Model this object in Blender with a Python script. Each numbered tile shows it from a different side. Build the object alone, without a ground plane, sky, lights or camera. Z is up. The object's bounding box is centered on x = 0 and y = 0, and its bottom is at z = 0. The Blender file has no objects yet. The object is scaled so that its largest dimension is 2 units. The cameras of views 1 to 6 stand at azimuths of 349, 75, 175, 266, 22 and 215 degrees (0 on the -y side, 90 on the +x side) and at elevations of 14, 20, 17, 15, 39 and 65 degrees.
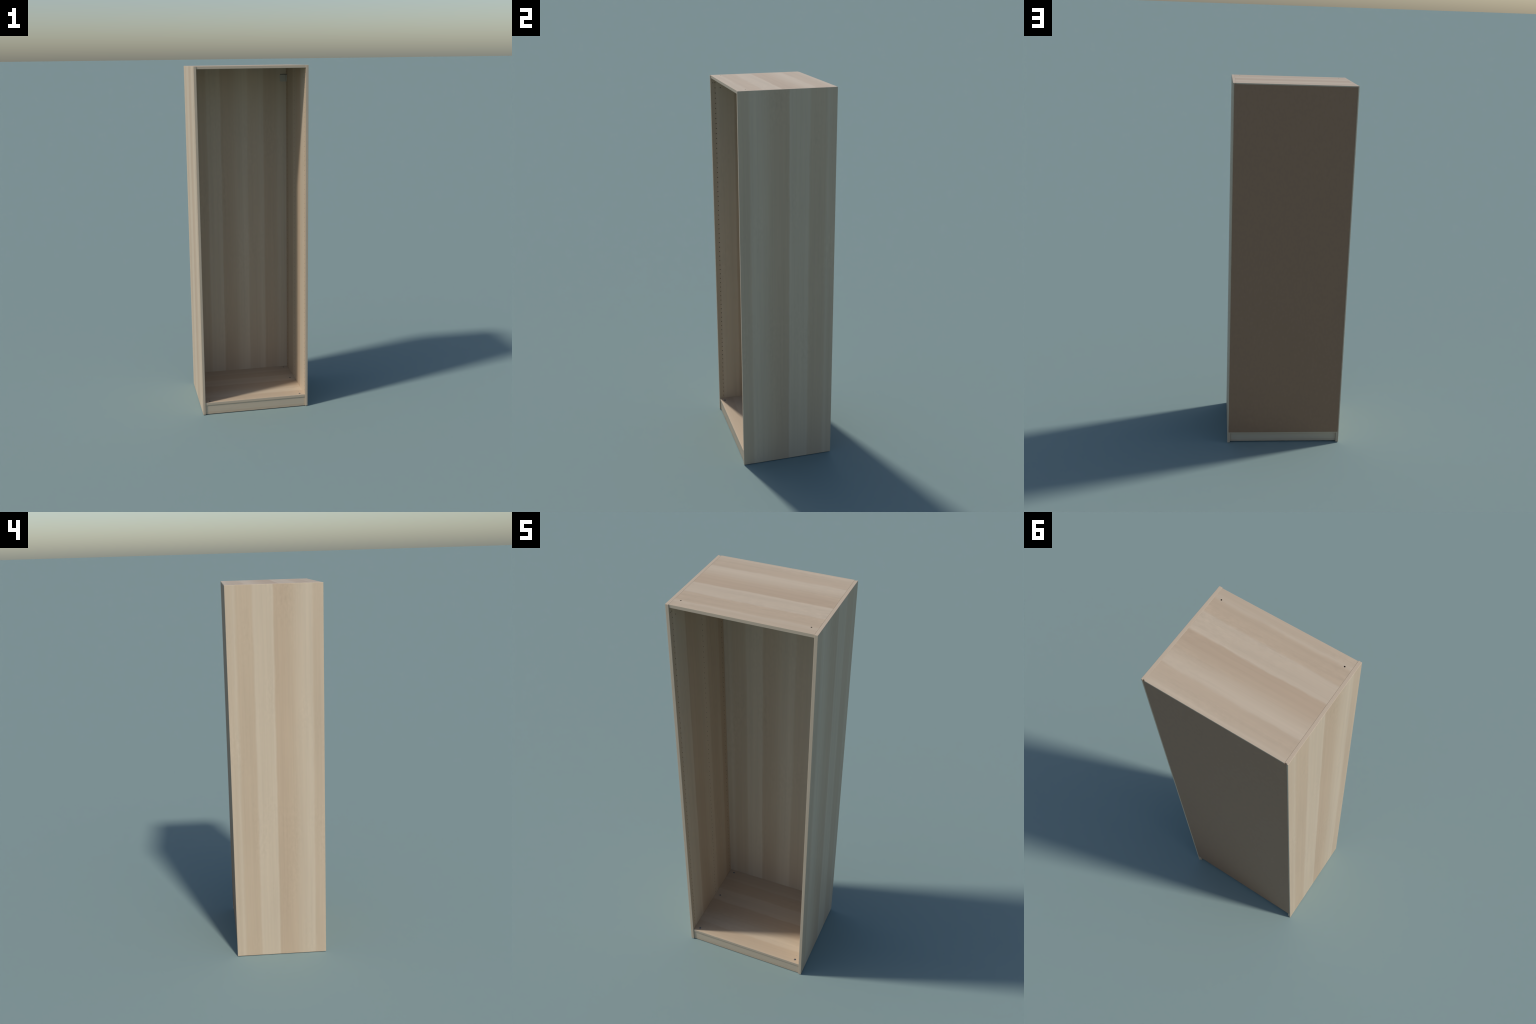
import bpy, bmesh, math
from mathutils import Vector, Matrix

# ------------------------------------------------------------------ sizes (m)
HALF_W, HALF_D, HEIGHT = 0.3160, 0.2453, 2.0
PANEL_T = 0.0148                      # side panel thickness
INNER_X = HALF_W - PANEL_T
BOARD_T = 0.0149                      # top and bottom boards
FRONT_Y = -0.2426                     # boards sit a little behind the side panels
REBATE_X = 0.3097                     # back-panel rebate in the side panels
REBATE_Y = 0.2424
SHELF_TOP = 0.0721
BACK_Z0, BACK_Z1 = 0.0645, 1.9943
PITCH = 0.02708                       # hole spacing of the shelf-pin rows
HOLE_TOP, HOLE_COUNT = 1.9606, 70
ROWS_Y = (-0.2216, 0.0332, 0.2222)

# ------------------------------------------------------------------ materials
LIGHT = (0.558, 0.449, 0.327)
PALE = (0.570, 0.461, 0.338)
MID = (0.538, 0.424, 0.303)
TAN = (0.518, 0.398, 0.278)
SAND = (0.526, 0.409, 0.290)
DARK = (0.499, 0.375, 0.259)

# one foil print, described across the grain: (position s in metres, colour)
S_MIN, S_MAX = -0.56, 0.30
STRIPES = [
    (-0.560, TAN), (-0.500, MID), (-0.425, LIGHT), (-0.400, TAN), (-0.316, DARK),
    (-0.306, LIGHT), (-0.285, LIGHT), (-0.268, MID), (-0.230, SAND), (-0.194, SAND),
    (-0.184, PALE), (-0.160, PALE), (-0.148, LIGHT), (-0.108, MID), (-0.088, TAN),
    (-0.045, DARK), (0.002, DARK), (0.011, PALE), (0.030, LIGHT), (0.085, LIGHT),
    (0.103, PALE), (0.114, TAN), (0.150, TAN), (0.188, TAN), (0.204, LIGHT),
    (0.220, MID), (0.234, MID), (0.300, MID),
]


class Nodes:
    """Small helper that adds nodes to a material and links them."""
    def __init__(self, name):
        self.mat = bpy.data.materials.new(name)
        self.mat.use_nodes = True
        self.tree = self.mat.node_tree
        self.bsdf = self.tree.nodes["Principled BSDF"]

    def add(self, kind, **props):
        n = self.tree.nodes.new(kind)
        for k, v in props.items():
            setattr(n, k, v)
        return n

    def put(self, socket, value):
        if hasattr(value, "default_value") or hasattr(value, "is_output"):
            self.tree.links.new(value, socket)
        else:
            socket.default_value = value

    def math(self, op, a, b=0.0, c=0.0):
        n = self.add("ShaderNodeMath", operation=op)
        for i, v in enumerate((a, b, c)):
            self.put(n.inputs[i], v)
        return n.outputs[0]

    def noise(self, vector, scale=1.0, detail=2.0, rough=0.5):
        n = self.add("ShaderNodeTexNoise")
        self.put(n.inputs["Vector"], vector)
        n.inputs["Scale"].default_value = scale
        n.inputs["Detail"].default_value = detail
        n.inputs["Roughness"].default_value = rough
        return n.outputs["Fac"]

    def scale_color(self, color, factor):
        n = self.add("ShaderNodeVectorMath", operation="SCALE")
        self.put(n.inputs[0], color)
        self.put(n.inputs["Scale"], factor)
        return n.outputs[0]


def wood(name, across, along, slope, offset, seed, waver=0.014):
    """Striped foil: stripes vary along axis `across`, grain runs along `along`."""
    m = Nodes(name)
    coord = m.add("ShaderNodeTexCoord").outputs["Object"]
    sep = m.add("ShaderNodeSeparateXYZ")
    m.put(sep.inputs[0], coord)
    u, v = sep.outputs[across], sep.outputs[along]

    def stretched(fu, fv, shift):
        c = m.add("ShaderNodeCombineXYZ")
        m.put(c.inputs[0], m.math("MULTIPLY", u, fu))
        m.put(c.inputs[1], m.math("MULTIPLY", v, fv))
        c.inputs[2].default_value = seed * 3.7 + shift
        return c.outputs[0]

    wobble = m.math("MULTIPLY", m.math("SUBTRACT", m.noise(stretched(16, 4.0, 0), 1, 4, 0.6), 0.5), waver)
    s = m.math("ADD", m.math("MULTIPLY_ADD", u, slope, offset), wobble)
    t = m.math("DIVIDE", m.math("SUBTRACT", s, S_MIN), S_MAX - S_MIN)
    ramp = m.add("ShaderNodeValToRGB")
    els = ramp.color_ramp.elements
    for i, (p, col) in enumerate(STRIPES):
        pos = (p - S_MIN) / (S_MAX - S_MIN)
        e = els[i] if i in (0, 1) else els.new(pos)
        e.position = pos
        e.color = (*col, 1)
    m.put(ramp.inputs[0], t)

    fine = m.noise(stretched(420, 9, 1), 1, 3, 0.6)
    streak = m.noise(stretched(70, 1.1, 2), 1, 3, 0.55)
    figure = m.noise(stretched(75, 34, 3), 1, 4, 0.6)
    where = m.noise(stretched(9, 2.2, 4), 1, 1)
    f = m.math("MULTIPLY_ADD", m.math("SUBTRACT", fine, 0.5), 0.07, 1.0)
    f = m.math("ADD", f, m.math("MULTIPLY", m.math("SUBTRACT", streak, 0.5), 0.16))
    patch = m.math("MULTIPLY", m.math("MAXIMUM", m.math("SUBTRACT", where, 0.45), 0.0),
                   m.math("SUBTRACT", figure, 0.5))
    f = m.math("ADD", f, m.math("MULTIPLY", patch, 1.0))
    drift = m.noise(stretched(13, 1.3, 5), 1, 2)
    f = m.math("ADD", f, m.math("MULTIPLY", m.math("SUBTRACT", drift, 0.5), 0.13))
    m.put(m.bsdf.inputs["Base Color"], m.scale_color(ramp.outputs[0], f))
    m.bsdf.inputs["Roughness"].default_value = 0.55
    m.bsdf.inputs["Specular IOR Level"].default_value = 0.35
    bump = m.add("ShaderNodeBump")
    bump.inputs["Strength"].default_value = 0.05
    bump.inputs["Distance"].default_value = 0.0005
    m.put(bump.inputs["Height"], fine)
    m.put(m.bsdf.inputs["Normal"], bump.outputs[0])
    return m.mat


def plain(name, color, rough=0.55, metal=0.0, vary=0.0, scale=(20, 20, 20), spec=0.35):
    m = Nodes(name)
    coord = m.add("ShaderNodeTexCoord").outputs["Object"]
    mp = m.add("ShaderNodeMapping")
    m.put(mp.inputs[0], coord)
    mp.inputs["Scale"].default_value = scale
    n = m.noise(mp.outputs[0], 1, 3, 0.6)
    f = m.math("MULTIPLY_ADD", m.math("SUBTRACT", n, 0.5), vary, 1.0)
    m.put(m.bsdf.inputs["Base Color"], m.scale_color(color, f))
    m.bsdf.inputs["Roughness"].default_value = rough
    m.bsdf.inputs["Metallic"].default_value = metal
    m.bsdf.inputs["Specular IOR Level"].default_value = spec
    return m.mat


X, Y, Z = 0, 1, 2
EDGE = (0.550, 0.435, 0.315)
wood_outer = wood("foil_outer_side", Y, Z, 1.0, 0.0, 0)
wood_inner = wood("foil_inner_side", Y, Z, -1.04, 0.0072 - 1.04 * 0.12, 1)
wood_top = wood("foil_top", Y, X, -1.136, 0.1095 - 1.136 * 0.1165, 2, 0.034)
wood_shelf = wood("foil_shelf", Y, X, 1.15, 0.0066, 3, 0.030)
wood_back = wood("foil_back_inside", X, Z, -1.2, 0.0072 - 1.2 * 0.1055, 4)
wood_plinth = wood("foil_plinth", Z, X, 1.6, -0.215, 5)
edge_vertical = plain("edge_band_vertical", EDGE, vary=0.12, scale=(120, 120, 3))
edge_across = plain("edge_band_across", EDGE, vary=0.12, scale=(3, 120, 120))
edge_deep = plain("edge_band_deep", EDGE, vary=0.10, scale=(150, 4, 150))
drilled = plain("drilled_wall", (0.17, 0.125, 0.085), 0.9, vary=0.2, scale=(300, 300, 300), spec=0.1)  # darker than the wood: shade inside the pin holes put into the colour
darkened_hole = plain("darkened_hole_wall", (0.04, 0.03, 0.022), 0.9, vary=0.3, scale=(300, 300, 300), spec=0.1)  # near-black so the hole interiors look unlit; shadow baked into base colour
hardboard = plain("hardboard_brown", (0.288, 0.164, 0.095), 0.5, vary=0.22, scale=(70, 70, 45), spec=0.5)
zinc = plain("zinc_grey", (0.52, 0.52, 0.52), 0.4, metal=0.85, vary=0.1)
grey_plastic = plain("grey_plastic", (0.46, 0.42, 0.35), 0.5)
dark_grey = plain("dark_grey", (0.13, 0.12, 0.105), 0.6)

# ------------------------------------------------------------------ geometry
def new_object(name, bm, mats, parent):
    me = bpy.data.meshes.new(name)
    bm.normal_update()
    bm.to_mesh(me)
    bm.free()
    for m in mats:
        me.materials.append(m)
    ob = bpy.data.objects.new(name, me)
    bpy.context.scene.collection.objects.link(ob)
    ob.parent = parent
    return ob


def prism(bm, outline, axis, lo, hi):
    """Extrude a closed 2-D outline along an axis; outline is in the other two axes."""
    o = [i for i in (X, Y, Z) if i != axis]
    rings = []
    for level in (lo, hi):
        ring = []
        for a, b in outline:
            p = [0.0, 0.0, 0.0]
            p[o[0]], p[o[1]], p[axis] = a, b, level
            ring.append(bm.verts.new(p))
        rings.append(ring)
    n = len(outline)
    bm.faces.new(rings[0])
    bm.faces.new(rings[1])
    for i in range(n):
        j = (i + 1) % n
        bm.faces.new((rings[0][i], rings[0][j], rings[1][j], rings[1][i]))
    bmesh.ops.recalc_face_normals(bm, faces=bm.faces)


def box(bm, x0, x1, y0, y1, z0, z1):
    prism(bm, [(x0, y0), (x1, y0), (x1, y1), (x0, y1)], Z, z0, z1)


def round_edges(bm, radius, keep=lambda e: True, segments=2):
    edges = [e for e in bm.edges if e.is_convex and keep(e)]
    bmesh.ops.bevel(bm, geom=edges, offset=radius, segments=segments, profile=0.5,
                    affect="EDGES", clamp_overlap=True)


def paint(bm, rule):
    bm.normal_update()
    for f in bm.faces:
        f.material_index = rule(f.normal, f.calc_center_median())


def drill(ob, holes, hole_slot):
    """Cut cylinders (centre, axis, radius, depth) into ob; walls take a material slot."""
    bm = bmesh.new()
    for centre, axis, radius, depth in holes:
        axis = Vector(axis)
        rot = Vector((0, 0, 1)).rotation_difference(axis).to_matrix().to_4x4()
        # start 2 mm outside the surface, go `depth` in
        mid = Vector(centre) + axis * (depth / 2 - 0.001)
        bmesh.ops.create_cone(bm, cap_ends=True, segments=16, radius1=radius, radius2=radius,
                              depth=depth + 0.002, matrix=Matrix.Translation(mid) @ rot)
    for f in bm.faces:
        f.material_index = hole_slot
    cutter = new_object("cutter", bm, list(ob.data.materials), None)
    mod = ob.modifiers.new("holes", "BOOLEAN")
    mod.operation, mod.solver, mod.object = "DIFFERENCE", "EXACT", cutter
    dg = bpy.context.evaluated_depsgraph_get()
    me = bpy.data.meshes.new_from_object(ob.evaluated_get(dg))
    ob.modifiers.clear()
    old = ob.data
    ob.data = me
    me.name = ob.name
    bpy.data.meshes.remove(old)
    bpy.data.objects.remove(cutter, do_unlink=True)


wardrobe = bpy.data.objects.new("wardrobe_frame", None)
bpy.context.scene.collection.objects.link(wardrobe)
wardrobe["label"] = "tall open wardrobe carcass in pale striped wood foil"
wardrobe["category"] = "wardrobe"

# side panels: L-shaped section with a rebate for the back panel, pin holes inside
for sign in (-1, 1):
    section = [(INNER_X, -HALF_D), (HALF_W, -HALF_D), (HALF_W, HALF_D),
               (REBATE_X, HALF_D), (REBATE_X, REBATE_Y), (INNER_X, REBATE_Y)]
    bm = bmesh.new()
    prism(bm, [(sign * a, b) for a, b in section], Z, 0.0, HEIGHT)
    round_edges(bm, 0.0011)

    def rule(n, c, sign=sign):
        if abs(n.x) > 0.75:
            return 0 if n.x * sign > 0 else 1
        return 3 if abs(n.z) > 0.7 else 2
    paint(bm, rule)
    panel = new_object("side_panel", bm, [wood_outer, wood_inner, edge_vertical, edge_deep, drilled], wardrobe)
    face_x = sign * INNER_X
    spots = [(y, HOLE_TOP - i * PITCH) for y in ROWS_Y for i in range(HOLE_COUNT)]
    spots += [(-0.2330, HOLE_TOP), (-0.1937, HOLE_TOP - PITCH)]
    drill(panel, [((face_x, y, z), (sign, 0, 0), 0.0022, 0.0110) for y, z in spots], 4)

# top board: back edge overhangs the back panel by a thin lip
bm = bmesh.new()
prism(bm, [(FRONT_Y, HEIGHT - BOARD_T), (REBATE_Y, HEIGHT - BOARD_T), (REBATE_Y, BACK_Z1),
           (HALF_D, BACK_Z1), (HALF_D, HEIGHT), (FRONT_Y, HEIGHT)], X, -INNER_X + 0.0002, INNER_X - 0.0002)
round_edges(bm, 0.0012, lambda e: all(v.co.y < 0 for v in e.verts) and abs(e.verts[0].co.x - e.verts[1].co.x) > 0.1, 3)
paint(bm, lambda n, c: 0 if abs(n.z) > 0.75 else 1)
top = new_object("top_panel", bm, [wood_top, edge_across, darkened_hole], wardrobe)
drill(top, [((sx * 0.2722, -0.1957, HEIGHT), (0, 0, -1), 0.0032, 0.0200) for sx in (-1, 1)], 2)

# bottom shelf
bm = bmesh.new()
box(bm, -INNER_X + 0.0002, INNER_X - 0.0002, FRONT_Y, REBATE_Y - 0.0001, SHELF_TOP - BOARD_T, SHELF_TOP)
round_edges(bm, 0.0007, lambda e: all(v.co.y < 0 for v in e.verts) and abs(e.verts[0].co.x - e.verts[1].co.x) > 0.1, 3)
paint(bm, lambda n, c: 0 if abs(n.z) > 0.75 else 1)
shelf = new_object("bottom_shelf", bm, [wood_shelf, edge_across, darkened_hole], wardrobe)
FOOT_SPOTS = [(sx * 0.2728, y) for sx in (-1, 1) for y in (-0.2202, 0.0350, 0.2225)]
PIN_SPOTS = [(sx * 0.2730, -0.1935) for sx in (-1, 1)]
drill(shelf, [((x, y, SHELF_TOP), (0, 0, -1), 0.0057, 0.0110) for x, y in FOOT_SPOTS]
      + [((x, y, SHELF_TOP), (0, 0, -1), 0.0023, 0.0050) for x, y in PIN_SPOTS], 2)

# metal inserts in the shelf holes: open cups with a rim, and small pins
def cup(radius, wall, depth, rim):
    bm = bmesh.new()
    profile = [(0.0, -depth), (radius - wall, -depth), (radius - wall, -rim),
               (radius, -rim), (radius, -depth - wall), (0.0, -depth - wall)]
    n = 20
    rings = []
    for r, z in profile:
        if r == 0:
            rings.append([bm.verts.new((0, 0, z))])
        else:
            rings.append([bm.verts.new((r * math.cos(2 * math.pi * i / n), r * math.sin(2 * math.pi * i / n), z))
                          for i in range(n)])
    for a, b in zip(rings, rings[1:]):
        for i in range(n):
            j = (i + 1) % n
            if len(a) == 1:
                bm.faces.new((a[0], b[i], b[j]))
            elif len(b) == 1:
                bm.faces.new((a[i], b[0], a[j]))
            else:
                bm.faces.new((a[i], b[i], b[j], a[j]))
    bmesh.ops.recalc_face_normals(bm, faces=bm.faces)
    return bm

insert = None
for x, y in FOOT_SPOTS:
    if insert is None:
        insert = ob = new_object("metal_insert", cup(0.0056, 0.0008, 0.0075, 0.0004), [zinc], shelf)
    else:
        ob = insert.copy()
        bpy.context.scene.collection.objects.link(ob)
    ob.location = (x, y, SHELF_TOP)
pin = None
for x, y in PIN_SPOTS:
    if pin is None:
        bm = bmesh.new()
        bmesh.ops.create_cone(bm, cap_ends=True, segments=16, radius1=0.0022, radius2=0.0022, depth=0.004)
        pin = ob = new_object("dowel_pin", bm, [grey_plastic], shelf)
    else:
        ob = pin.copy()
        bpy.context.scene.collection.objects.link(ob)
    ob.location = (x, y, SHELF_TOP - 0.0025)

# plinth boards below the shelf
for y0, y1, z0 in ((-0.2403, -0.2261, 0.0005), (0.2166, 0.2308, 0.0022)):
    bm = bmesh.new()
    box(bm, -INNER_X + 0.0002, INNER_X - 0.0002, y0, y1, z0, SHELF_TOP - BOARD_T - 0.0001)
    round_edges(bm, 0.0006, lambda e: abs(e.verts[0].co.x - e.verts[1].co.x) > 0.1 and e.verts[0].co.z < 0.03)
    paint(bm, lambda n, c: 0 if abs(n.y) > 0.7 else 1)
    new_object("plinth", bm, [wood_plinth, edge_across], wardrobe)

# thin hardboard back, foil inside, brown outside
bm = bmesh.new()
box(bm, -REBATE_X + 0.0003, REBATE_X - 0.0003, REBATE_Y + 0.0001, HALF_D - 0.0001, BACK_Z0, BACK_Z1 - 0.0002)
paint(bm, lambda n, c: 0 if n.y < -0.7 else 1)
new_object("back_panel", bm, [wood_back, hardboard], wardrobe)

# wall brackets in the upper back corners: an L-shaped cover with a thin dark strip above
for sign in (-1, 1):
    xi = INNER_X - 0.0003
    outline = [(xi, 0.2180), (xi, 0.2421), (0.2625, 0.2421), (0.2625, 0.2390), (xi - 0.0035, 0.2390), (xi - 0.0035, 0.2180)]
    bm = bmesh.new()
    prism(bm, [(sign * a, b) for a, b in outline], Z, 1.9005, 1.9400)
    bracket = new_object("wall_bracket", bm, [grey_plastic], wardrobe)
    bm = bmesh.new()
    prism(bm, [(sign * a, b) for a, b in [(xi, 0.2200), (xi, 0.2420), (0.2640, 0.2420), (0.2640, 0.2396),
                                          (xi - 0.0030, 0.2396), (xi - 0.0030, 0.2200)]], Z, 1.9401, 1.9435)
    new_object("dark_strip", bm, [dark_grey], bracket)

for ob in list(bpy.data.objects):
    if ob.type == "MESH":
        for p in ob.data.polygons:
            p.use_smooth = False
